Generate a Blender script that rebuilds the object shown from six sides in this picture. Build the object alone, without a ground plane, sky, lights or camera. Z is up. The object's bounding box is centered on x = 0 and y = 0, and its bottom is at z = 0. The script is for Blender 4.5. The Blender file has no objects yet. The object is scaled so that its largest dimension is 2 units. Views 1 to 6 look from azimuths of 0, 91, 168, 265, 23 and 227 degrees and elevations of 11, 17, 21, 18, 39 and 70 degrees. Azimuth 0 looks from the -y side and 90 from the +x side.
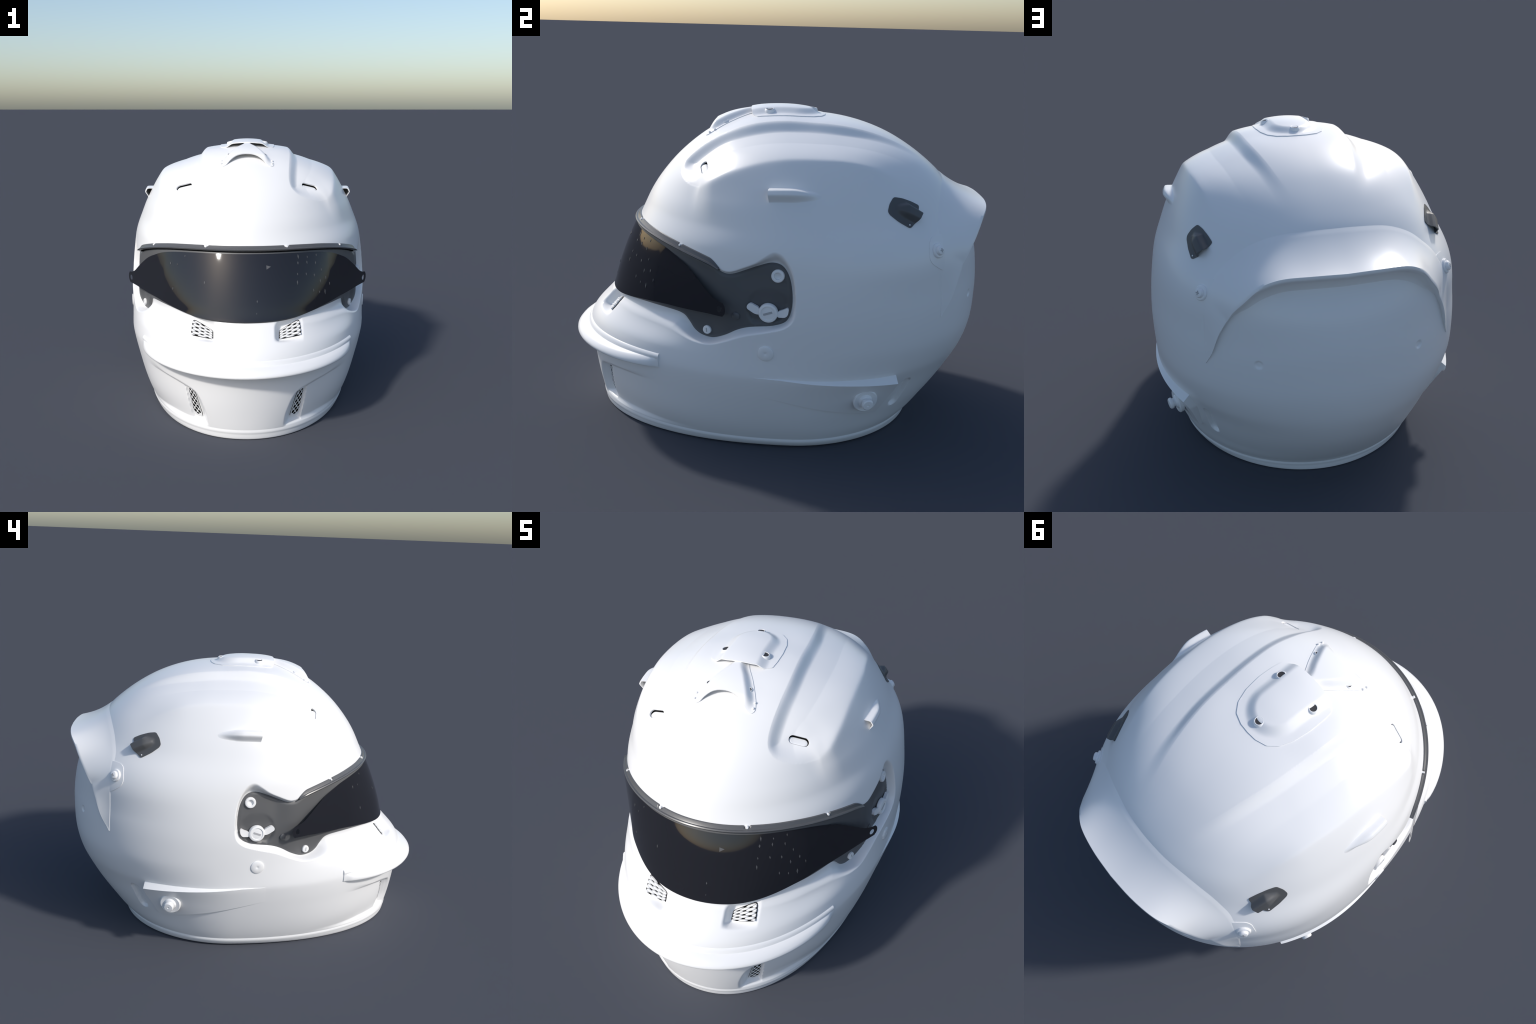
# Closed-face racing helmet, built from profile curves, a lofted shell and conforming parts.
# Front of the helmet faces -y, up is +z, metres.
import bpy, bmesh, math
import numpy as np
from mathutils import Vector, Matrix
from mathutils.geometry import delaunay_2d_cdt

# ------------------------------------------------------------------ maths helpers
def ss(a, b, x):
    t = np.clip((x - a) / (b - a), 0, 1)
    return t * t * (3 - 2 * t)

def pchip(xs, ys, x):
    xs = np.asarray(xs, float); ys = np.asarray(ys, float)
    h = np.diff(xs); d = np.diff(ys) / h
    m = np.zeros_like(ys); m[0] = d[0]; m[-1] = d[-1]
    for i in range(1, len(xs) - 1):
        if d[i - 1] * d[i] > 0:
            w1 = 2 * h[i] + h[i - 1]; w2 = h[i] + 2 * h[i - 1]
            m[i] = (w1 + w2) / (w1 / d[i - 1] + w2 / d[i])
    x = np.clip(x, xs[0], xs[-1])
    k = np.clip(np.searchsorted(xs, x, 'right') - 1, 0, len(xs) - 2)
    t = (x - xs[k]) / h[k]
    return ((1 + 2 * t) * (1 - t) ** 2 * ys[k] + t * (1 - t) ** 2 * h[k] * m[k]
            + t * t * (3 - 2 * t) * ys[k + 1] + t * t * (t - 1) * h[k] * m[k + 1])

def blur(a, n):
    k = np.exp(-0.5 * (np.arange(-3 * n, 3 * n + 1) / n) ** 2); k /= k.sum()
    p = np.concatenate([2 * a[0] - a[3 * n:0:-1], a, 2 * a[-1] - a[-2:-3 * n - 2:-1]])
    return np.convolve(p, k, 'valid')

def unit(v):
    v = np.asarray(v, float)
    return v / np.maximum(np.linalg.norm(v, axis=-1, keepdims=True), 1e-12)

def seg_dist(P, poly, closed=True):
    """unsigned distance of points P (n,2) to a polyline"""
    poly = np.asarray(poly, float); P = np.asarray(P, float)
    best = np.full(P.shape[:-1], 1e9)
    n = len(poly)
    for i in range(n if closed else n - 1):
        a = poly[i]; b = poly[(i + 1) % n]; ab = b - a
        t = np.clip(((P - a) @ ab) / max(ab @ ab, 1e-12), 0, 1)
        best = np.minimum(best, np.linalg.norm(P - (a + t[..., None] * ab), axis=-1))
    return best

def inside(P, poly):
    poly = np.asarray(poly, float); P = np.asarray(P, float)
    r = np.zeros(P.shape[:-1], bool); n = len(poly)
    for i in range(n):
        a = poly[i]; b = poly[(i + 1) % n]
        if a[1] == b[1]:
            continue
        c = (a[1] > P[..., 1]) != (b[1] > P[..., 1])
        xx = (b[0] - a[0]) * (P[..., 1] - a[1]) / (b[1] - a[1]) + a[0]
        r ^= c & (P[..., 0] < xx)
    return r

def spline(pts, n=12, closed=True):
    """centripetal-ish Catmull-Rom through control points (any dimension)"""
    p = np.asarray(pts, float); N = len(p); out = []
    for i in range(N if closed else N - 1):
        if closed:
            a, b, c, d = p[(i - 1) % N], p[i], p[(i + 1) % N], p[(i + 2) % N]
        else:
            a, b, c, d = p[max(i - 1, 0)], p[i], p[i + 1], p[min(i + 2, N - 1)]
        for t in np.linspace(0, 1, n, endpoint=False):
            out.append(0.5 * (2 * b + (c - a) * t + (2 * a - 5 * b + 4 * c - d) * t ** 2 + (3 * b - a - 3 * c + d) * t ** 3))
    if not closed:
        out.append(p[-1])
    return np.array(out)

def resample(poly, step, closed=True):
    p = np.asarray(poly, float)
    if closed:
        p = np.vstack([p, p[:1]])
    s = np.concatenate([[0], np.cumsum(np.linalg.norm(np.diff(p, axis=0), axis=1))])
    n = max(int(round(s[-1] / step)), 6)
    t = np.linspace(0, s[-1], n + 1)
    q = np.stack([np.interp(t, s, p[:, k]) for k in range(p.shape[1])], -1)
    return q[:-1] if closed else q

# ------------------------------------------------------------------ helmet body: profiles
YM = 0.10                      # y of the widest station
ZT = 1.470                     # crown height of the bare shell
FRONT = [(0, -.858), (.05, -.872), (.1, -.882), (.2, -.900), (.3, -.914), (.38, -.925), (.43, -.928), (.48, -.905),
         (.54, -.850), (.60, -.799), (.68, -.776), (.77, -.746), (.87, -.706), (.97, -.657), (1.095, -.597), (1.228, -.500), (1.315, -.410),
         (1.380, -.320), (1.433, -.205), (1.459, -.100), (1.468, -.02), (ZT, .06)]
BACK = [(0, .67), (.08, .757), (.16, .820), (.3, .914), (.45, .978), (.58, .998), (.7, .999), (.85, .982), (.96, .948),
        (1.08, .882), (1.2, .795), (1.265, .722), (1.328, .633), (1.384, .530), (1.438, .360), (1.459, .225),
        (1.468, .12), (ZT, .06)]
WIDE = [(0, .672), (.05, .688), (.1, .698), (.2, .707), (.3, .710), (.38, .711), (.45, .713), (.55, .719), (.66, .722), (.75, .717),
        (.84, .707), (.93, .692), (.987, .676), (1.07, .641), (1.15, .605), (1.217, .568), (1.27, .534), (1.34, .468),
        (1.40, .362), (1.44, .242), (1.46, .125), (ZT, 0)]
S_TAB = np.linspace(0, 1, 3000)

def table(pts, n):
    z, v = np.array(pts).T
    return blur(pchip(1 - (1 - z / ZT) ** (1 / 2.2), v, S_TAB), n)

T_FRONT, T_BACK, T_WIDE = table(FRONT, 22), table(BACK, 40), table(WIDE, 40)

def look(T, z):
    return np.interp(1 - (1 - np.clip(z, 0, ZT) / ZT) ** (1 / 2.2), S_TAB, T)

def body(p):
    """implicit helmet body: negative inside. Every level is a super-ellipse with its own front, back and width."""
    x, y, z = p[..., 0], p[..., 1], p[..., 2]
    yf = look(T_FRONT, z); yb = look(T_BACK, z); w = np.maximum(look(T_WIDE, z), 1e-4)
    w = w - .26 * .008 * np.logaddexp(0, (.405 - z) / .008)        # crease low on the flanks
    ym = YM + .10 * ss(.30, .55, z) * ss(1.15, .85, z) + (0.06 - YM) * ss(1.25, ZT, z)
    dy = y - ym
    b = np.maximum(np.where(dy < 0, ym - yf, yb - ym), 1e-4)
    pb = 1.98 - .06 * ss(.06, .16, z) + .14 * ss(.25, .60, z) + .20 * ss(.75, 1.0, z) - .06 * ss(1.0, 1.1, z) * ss(1.35, 1.25, z)
    pf = 2.0 + .08 * ss(.34, .12, z) - .08 * ss(.95, 1.05, z) * ss(1.25, 1.12, z)
    pe = pf + (pb - pf) * ss(-.45, .45, dy / np.maximum(b, .05))
    f = (np.abs(x) / w) ** pe + (np.abs(dy) / b) ** pe - 1
    return np.where(z > ZT, 1.0, f)

def cast(o, d, t1, n=34):
    o = np.asarray(o, float); d = np.asarray(d, float)
    a = np.zeros(o.shape[:-1]); b = np.full(o.shape[:-1], float(t1))
    for _ in range(n):
        m = (a + b) / 2
        ins = body(o + d * m[..., None]) < 0
        a = np.where(ins, m, a); b = np.where(ins, b, m)
    return o + d * a[..., None]

def normal(p, e=2e-3):
    p = p.copy()
    p[..., 2] = np.minimum(p[..., 2], ZT - 2.5 * e)
    g = []
    for k in range(3):
        q = np.zeros(3); q[k] = e
        g.append(body(p + q) - body(p - q))
    g = unit(np.stack(g, -1))
    top = ss(ZT - .02, ZT - .004, p[..., 2])[..., None]
    return unit(g * (1 - top) + np.array([0, 0, 1.0]) * top)

def ring_point(phi, z):
    """body surface at azimuth phi (0 front, pi/2 right side) and height z"""
    phi, z = np.broadcast_arrays(np.asarray(phi, float), np.asarray(z, float))
    o = np.stack([0 * z, 0 * z + YM, z], -1)
    return cast(o, np.stack([np.sin(phi), -np.cos(phi), 0 * z], -1), 1.6)

def azimuth(p):
    return np.arctan2(p[..., 0], -(p[..., 1] - YM))

# ------------------------------------------------------------------ outlines on the shell (azimuth, height), right half
ARC = 0.70                     # azimuth to arc length
POD = [(0, .604), (.144, .606), (.27, .612), (.44, .632), (.606, .644), (.76, .643), (.846, .633), (.89, .606), (.929, .576),
       (.986, .556), (1.059, .552), (1.142, .575), (1.225, .607), (1.309, .625), (1.447, .641), (1.528, .667),
       (1.558, .722), (1.560, .790), (1.540, .860), (1.495, .908), (1.424, .920), (1.333, .900), (1.262, .880),
       (1.176, .857), (1.115, .858), (1.05, .880), (.912, .908), (.726, .934), (.525, .952), (.30, .960), (0, .963)]
RIDGE = [(0, .585), (.27, .580), (.479, .572), (.635, .570), (.808, .560), (.95, .536), (1.064, .533), (1.174, .560), (1.283, .594),
         (1.421, .622), (1.516, .645), (1.575, .684), (1.588, .754), (1.582, .830), (1.556, .900), (1.50, .956),
         (1.44, .968), (1.385, .944), (1.333, .917), (1.262, .893), (1.176, .869), (1.115, .871), (1.06, .892), (.91, .920), (.726, .944), (.525, .962),
         (.30, .970), (0, .973)]
POD_S = np.array([(a * ARC, z) for a, z in spline(POD, 5, False)])
RIDGE_S = np.array([(a * ARC, z) for a, z in spline(RIDGE, 5, False)])

def mirror_loop(half):
    """close a right-half outline that starts and ends on the centre line"""
    h = np.asarray(half, float)
    m = h[::-1].copy(); m[:, 0] *= -1
    return np.vstack([h, m[1:-1]])

POD_LOOP, RIDGE_LOOP = mirror_loop(POD_S), mirror_loop(RIDGE_S)

def visor_drop(phi, z):
    """how far the visor lies below the body surface"""
    a = np.abs(phi)
    u = np.clip((.96 - z) / .32, 0, 1.2)                       # the bent sheet leans less at the sides than the body does
    front = .002 + u * (.016 * ss(.20, .60, a) + .026 * ss(.55, .95, a))
    pod = .040 * ss(1.0, 1.3, a)
    return np.where(a < 1.02, front, front + (pod - front) * ss(1.02, 1.28, a))

# channel outline in plan (x, y): inner wall with rounded front end, and the outer ridge
CHAN_A = spline([(.120, .70), (.150, .60), (.178, .50), (.212, .33), (.227, .20), (.237, .02), (.243, -.129), (.237, -.269), (.233, -.344), (.236, -.389),
                 (.252, -.415), (.290, -.422), (.345, -.402), (.400, -.362), (.446, -.312)], 4, False)
CHAN_B = spline([(.446, -.312), (.466, -.262), (.478, -.207), (.491, -.114), (.497, .03), (.492, .18), (.483, .267), (.462, .42), (.43, .58), (.38, .72)], 4, False)
CHAN_LOOP = np.vstack([CHAN_A, CHAN_B[1:]])

def relief(p):
    """signed height of the shell above the body surface, for body points p"""
    x, y, z = np.abs(p[..., 0]), p[..., 1], p[..., 2]
    phi = np.abs(azimuth(p))
    d = np.zeros(x.shape)
    # crown: raised spine between two shallow channels with a crisp outer ridge
    up = z > 1.02
    if up.any():
        X, Y, Z = x[up], y[up], z[up]
        Q = np.stack([X, Y], -1)
        eA, eB, ins = seg_dist(Q, CHAN_A, False), seg_dist(Q, CHAN_B, False), inside(Q, CHAN_LOOP)
        fade = ss(.70, .28, Y)
        eS = np.sqrt(eB ** 2 + .010 ** 2) - .010                   # softened distance to the ridge line
        dd = -np.where(ins, (.022 + .008 * ss(-.18, -.34, Y)) * ss(-.006, .058, eA) * np.clip(.55 * eS / (eA + eS + 1e-6) + .5 * np.minimum(eS / .10, 1), 0, 1), 0) * fade
        dd += (.014 + .009 * ss(0, -.25, Y)) * np.exp(-(np.sqrt(eB ** 2 + .008 ** 2) - .008) / np.where(ins, .045, .055)) * ss(.62, .35, Y) * ss(-.37, -.25, Y)
        sp = np.where(ins, 1, np.exp(-(eA / .10) ** 2)) * ss(.34, .28, X)
        dd += (.003 * ss(.34, .28, X) + .004 * sp + .005 * ss(.34, .28, X) * ss(.20, .05, np.abs(Y + .02))) * ss(-.40, -.15, Y) * ss(.62, .25, Y) * np.where(ins, ss(.055, 0, eA), 1)
        d[up] += dd * ss(1.02, 1.14, Z)
    # recess round the visor and its side pods
    q = np.stack([phi * ARC, z], -1)
    near = (phi < 1.66) & (z > .5) & (z < 1.03)
    if near.any():
        Q = q[near]
        din, dout = seg_dist(Q, POD_S, False), seg_dist(Q, RIDGE_S, False)
        iP, iR = inside(Q, POD_LOOP), inside(Q, RIDGE_LOOP)
        t = np.where(iP, 1.0, np.where(iR, dout / np.maximum(din + dout, 1e-6), 0.0))
        deep = visor_drop(phi[near], z[near]) + .004
        d[near] -= deep * ss(0, 1, t) + np.where(iP, .030 * ss(0.004, .03, din), 0)
    d -= .014 * np.exp(-((phi - .66) / .26) ** 2) * ss(.48, .57, z) * ss(.65, .60, z)
    # chin: lower intake scoops, deepest along the grille
    lo = (z < .42) & (y < -.3)
    if lo.any():
        X, Z = x[lo], z[lo]
        xin = pchip([.03, .056, .114, .175, .232, .262, .285, .30, .42], [.186, .19, .197, .216, .244, .275, .330, .42, .70], Z)
        xw = .292 + (Z - .084) * .19                              # overhanging outer lip of the intake
        a = ss(0, .055, X - xin)
        floor = .036 * a * ss(xw + .014, xw - .002, X) * ss(.056, .070, Z) * ss(.268, .25, Z)
        panel = .018 * ss(0, 1, (X - xin) / (.03 + .12 * ss(.24, .29, Z))) * ss(.565, .38, X) * ss(.05, .075, Z)
        d[lo] -= np.maximum(floor, panel)
    # chin: upper intakes beside the visor edge
    hi = (z > .44) & (z < .64) & (y < -.5)
    if hi.any():
        X, Z = x[hi], z[hi]
        a = ss(.142, .178, X) * np.clip((.298 - X) / .11, 0, 1)
        d[hi] -= .042 * a * ss(.515, .545, Z + .10 * (X - .15)) * ss(.625, .590, Z - .25 * (X - .22))
    # rear lower oval pockets and two dimples
    bk = y > .3
    if bk.any():
        X, Y, Z = x[bk], y[bk], z[bk]
        ax = np.array([.513, .602, .273]); dr = unit(np.array([.058, .073, .140]))
        v = np.stack([X, Y, Z], -1) - ax
        l = v @ dr; r = np.linalg.norm(v - l[:, None] * dr, axis=1)
        e = np.hypot(np.maximum(np.abs(l) - .062, 0), r)
        d[bk] -= .018 * ss(.030, .022, e)
        r = np.linalg.norm(np.stack([X - .337, Y - .908, Z - .703], -1), axis=1)
        d[bk] -= .006 * ss(.020, .012, r)
    return d

def surface(p):
    """body point -> shell surface point and body normal"""
    n = normal(p)
    return p + n * relief(p)[..., None], n

# ------------------------------------------------------------------ materials
def new_material(name):
    m = bpy.data.materials.new(name); m.use_nodes = True
    nt = m.node_tree
    return m, nt, nt.nodes['Principled BSDF']

def noise_bump(nt, bsdf, scale, strength, dist=.002):
    tc = nt.nodes.new('ShaderNodeTexCoord'); nz = nt.nodes.new('ShaderNodeTexNoise'); bp = nt.nodes.new('ShaderNodeBump')
    nz.inputs['Scale'].default_value = scale; nz.inputs['Detail'].default_value = 3
    bp.inputs['Strength'].default_value = strength; bp.inputs['Distance'].default_value = dist
    nt.links.new(tc.outputs['Object'], nz.inputs['Vector'])
    nt.links.new(nz.outputs['Fac'], bp.inputs['Height']); nt.links.new(bp.outputs['Normal'], bsdf.inputs['Normal'])
    return tc, nz

def plain(name, col, rough, coat=0.0, spec=.5, vary=.0, scale=30):
    m, nt, b = new_material(name)
    b.inputs['Base Color'].default_value = (*col, 1)
    b.inputs['Roughness'].default_value = rough
    b.inputs['Coat Weight'].default_value = coat
    b.inputs['Coat Roughness'].default_value = .08
    b.inputs['Specular IOR Level'].default_value = spec
    if vary:
        tc = nt.nodes.new('ShaderNodeTexCoord'); nz = nt.nodes.new('ShaderNodeTexNoise'); rp = nt.nodes.new('ShaderNodeValToRGB')
        nz.inputs['Scale'].default_value = scale
        rp.color_ramp.elements[0].color = (*[c * (1 - vary) for c in col], 1)
        rp.color_ramp.elements[1].color = (*[min(1, c * (1 + vary)) for c in col], 1)
        nt.links.new(tc.outputs['Object'], nz.inputs['Vector']); nt.links.new(nz.outputs['Fac'], rp.inputs['Fac'])
        nt.links.new(rp.outputs['Color'], b.inputs['Base Color'])
    return m

WHITE = plain('white_gloss_paint', (.88, .88, .88), .30, 0.0, .5, .01, 4)
GREY = plain('visor_grey_plastic', (.112, .114, .118), .42, 0, .4, .03, 12)
GASKET = plain('gasket_rubber', (.10, .102, .106), .30, 0, .5, .05, 20)
DARK = plain('dark_vent_plastic', (.096, .098, .101), .42, 0, .4, .04, 15)
BLACK = plain('black_opening', (.006, .006, .006), .9, 0, .1, .1, 30)
HOLE = plain('hole_grey', (.05, .05, .055), .7, 0, .2, .1, 30)
LINING = plain('lining_fabric', (.03, .03, .033), .95, 0, .1, .2, 60)
FILM = plain('tinted_film', (.016, .017, .022), .05, 0, .5, .05, 3)

# ------------------------------------------------------------------ mesh builders
ROOT = bpy.data.objects.new('racing_helmet', None)
bpy.context.scene.collection.objects.link(ROOT)
ROOT['label'] = 'glossy white full-face racing helmet with dark visor and spoilers'
ROOT['category'] = 'racing helmet'

def add(name, verts, faces, mat, parent=None, angle=35, flip_check=True):
    me = bpy.data.meshes.new(name)
    me.from_pydata([tuple(v) for v in np.asarray(verts, float)], [], [tuple(int(i) for i in f) for f in faces])
    if flip_check:
        bm = bmesh.new(); bm.from_mesh(me)
        bmesh.ops.recalc_face_normals(bm, faces=bm.faces)
        bm.to_mesh(me); bm.free()
    me.polygons.foreach_set('use_smooth', [True] * len(me.polygons))
    me.set_sharp_from_angle(angle=math.radians(angle))
    me.materials.append(mat)
    me.update()
    ob = bpy.data.objects.new(name, me)
    bpy.context.scene.collection.objects.link(ob)
    ob.parent = parent or ROOT
    return ob

def mirrored(ob, mat=None):
    """mirror copy across x = 0 with its own mesh"""
    me = ob.data.copy()
    co = np.empty(len(me.vertices) * 3); me.vertices.foreach_get('co', co)
    co = co.reshape(-1, 3); co[:, 0] *= -1
    me.vertices.foreach_set('co', co.ravel()); me.flip_normals(); me.update()
    o2 = bpy.data.objects.new(ob.name.split('.')[0], me)
    bpy.context.scene.collection.objects.link(o2)
    o2.parent = ob.parent
    return o2

def triangulate(outline, step, holes=()):
    """planar triangulation of an outline with a hexagonal grid of inner points"""
    outline = np.asarray(outline, float)
    lo, hi = outline.min(0), outline.max(0)
    gx = np.arange(lo[0], hi[0] + step, step); gy = np.arange(lo[1], hi[1] + step, step * .866)
    G = np.array([(x + (j % 2) * step / 2, y) for j, y in enumerate(gy) for x in gx])
    keep = inside(G, outline) & (seg_dist(G, outline) > step * .45)
    for h in holes:
        keep &= ~inside(G, h) & (seg_dist(G, h) > step * .45)
    G = G[keep]
    V = [Vector(p) for p in outline]; E = []
    n = len(outline); E += [(i, (i + 1) % n) for i in range(n)]
    loops = [list(range(n))]
    for h in holes:
        k = len(V); m = len(h)
        V += [Vector(p) for p in h]; E += [(k + i, k + (i + 1) % m) for i in range(m)]
        loops.append(list(range(k, k + m)))
    V += [Vector(p) for p in G]
    r = delaunay_2d_cdt(V, E, [], 0, 1e-7)
    v2 = np.array([tuple(p) for p in r[0]]); tri = np.array([f for f in r[2] if len(f) == 3])
    c = v2[tri].mean(1)
    ok = inside(c, outline)
    for h in holes:
        ok &= ~inside(c, h)
    return v2, tri[ok]

def boundary(tri):
    e = {}
    for a, b, c in tri:
        for u, v in ((a, b), (b, c), (c, a)):
            if (v, u) in e:
                del e[(v, u)]
            else:
                e[(u, v)] = 1
    return list(e)

def slab(name, v2, tri, top, bot, mat, parent=None, angle=35):
    """closed solid between two mapped copies of a planar triangulation"""
    n = len(v2)
    V = np.vstack([top, bot])
    Fc = [tuple(t) for t in tri] + [(a + n, c + n, b + n) for a, b, c in tri]
    Fc += [(u, u + n, v + n, v) for u, v in boundary(tri)]
    used = np.unique(np.array([i for f in Fc for i in f]))
    re = -np.ones(2 * n, int); re[used] = np.arange(len(used))
    return add(name, V[used], [[re[i] for i in f] for f in Fc], mat, parent, angle)

class Frame:
    """tangent frame on the body: plane coordinates are dropped onto the surface along the frame normal"""
    def __init__(self, anchor, along, n=None):
        a = np.asarray(anchor, float)
        self.n = unit(n) if n is not None else normal(a[None])[0]
        self.t = unit(np.asarray(along, float) - (np.asarray(along, float) @ self.n) * self.n)
        self.b = np.cross(self.n, self.t); self.o = a
    def base(self, ab):
        ab = np.asarray(ab, float)
        o = self.o + ab[..., :1] * self.t + ab[..., 1:] * self.b - self.n * .30
        return cast(o, np.broadcast_to(self.n, o.shape), .75)
    def on(self, ab, h=0.0, shell=False, along_frame=False):
        p = self.base(ab)
        if shell:
            q, n = surface(p)
        else:
            q, n = p, normal(p)
        if along_frame:
            n = np.broadcast_to(self.n, n.shape)
        return q + n * np.broadcast_to(np.asarray(h, float), p.shape[:-1])[..., None]
    def plane(self, p):
        d = np.asarray(p, float) - self.o
        return np.array([d @ self.t, d @ self.b])

def sheet(name, fr, outline, height, mat, thick=.006, step=.008, holes=(), skirt=None, parent=None, shell=False, angle=40, along_frame=False):
    v2, tri = triangulate(resample(outline, step), step, holes)
    h = height(v2[:, 0], v2[:, 1], seg_dist(v2, outline))
    low = h - thick if skirt is None else np.full(len(h), skirt)
    return slab(name, v2, tri, fr.on(v2, h, shell, along_frame), fr.on(v2, low, shell, along_frame), mat, parent, angle)

def lathe(name, prof, mat, pos, axis, parent=None, seg=40, angle=35, spin=None):
    """solid of revolution: profile of (radius, height) along axis"""
    n = unit(axis); t = unit(np.cross(n, [0, 0, 1.0] if abs(n[2]) < .9 else [0, 1.0, 0])); b = np.cross(n, t)
    prof = np.asarray(prof, float); V = []; Fc = []
    for r, h in prof:
        for k in range(seg):
            a = 2 * math.pi * k / seg
            V.append(np.asarray(pos) + n * h + (t * math.cos(a) + b * math.sin(a)) * r)
    m = len(prof)
    for i in range(m - 1):
        for k in range(seg):
            k2 = (k + 1) % seg
            Fc.append((i * seg + k, i * seg + k2, (i + 1) * seg + k2, (i + 1) * seg + k))
    Fc.append(tuple(range(seg))); Fc.append(tuple((m - 1) * seg + k for k in range(seg)))
    return add(name, V, Fc, mat, parent, angle)

def box(name, pos, ax, ay, az, size, mat, parent=None, bevel=0.0):
    sx, sy, sz = size
    V = [np.asarray(pos) + ax * (i * sx / 2) + ay * (j * sy / 2) + az * (k * sz / 2) for i in (-1, 1) for j in (-1, 1) for k in (-1, 1)]
    Fc = [(0, 1, 3, 2), (4, 6, 7, 5), (0, 4, 5, 1), (2, 3, 7, 6), (0, 2, 6, 4), (1, 5, 7, 3)]
    return add(name, V, Fc, mat, parent, 30)

def capsule(length, width, n=14):
    r = width / 2; h = length / 2 - r; out = []
    for k in range(n + 1):
        a = -math.pi / 2 + math.pi * k / n; out.append((h + r * math.cos(a), r * math.sin(a)))
    for k in range(n + 1):
        a = math.pi / 2 + math.pi * k / n; out.append((-h + r * math.cos(a), r * math.sin(a)))
    return np.array(out)

def rounded(pts, r, n=6):
    """polygon with rounded corners"""
    p = np.asarray(pts, float); N = len(p); out = []
    rr = r if hasattr(r, '__len__') else [r] * N
    for i in range(N):
        a, b, c = p[i - 1], p[i], p[(i + 1) % N]
        u, v = unit(a - b), unit(c - b)
        l = min(rr[i], .48 * np.linalg.norm(a - b), .48 * np.linalg.norm(c - b))
        s, e = b + u * l, b + v * l
        for k in range(n + 1):
            t = k / n
            out.append((1 - t) ** 2 * s + 2 * t * (1 - t) * b + t * t * e)
    return np.array(out)

# ------------------------------------------------------------------ shell: fine grid with slots cut out
NPHI, NLOW, NUP = 1200, 300, 270
PHI = np.linspace(-math.pi, math.pi, NPHI, endpoint=False)
LEV = np.concatenate([np.linspace(.030, 1.0, NLOW, endpoint=False), 1 + np.linspace(0, .998, NUP)])

def shell_param(phi, lev):
    z = np.minimum(lev, 1.0); e = np.clip(lev - 1, 0, 1) * math.pi / 2
    o = np.stack([0 * z, 0 * z + YM, z], -1)
    return cast(o, np.stack([np.sin(phi) * np.cos(e), -np.cos(phi) * np.cos(e), np.sin(e)], -1), 1.6)

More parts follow.
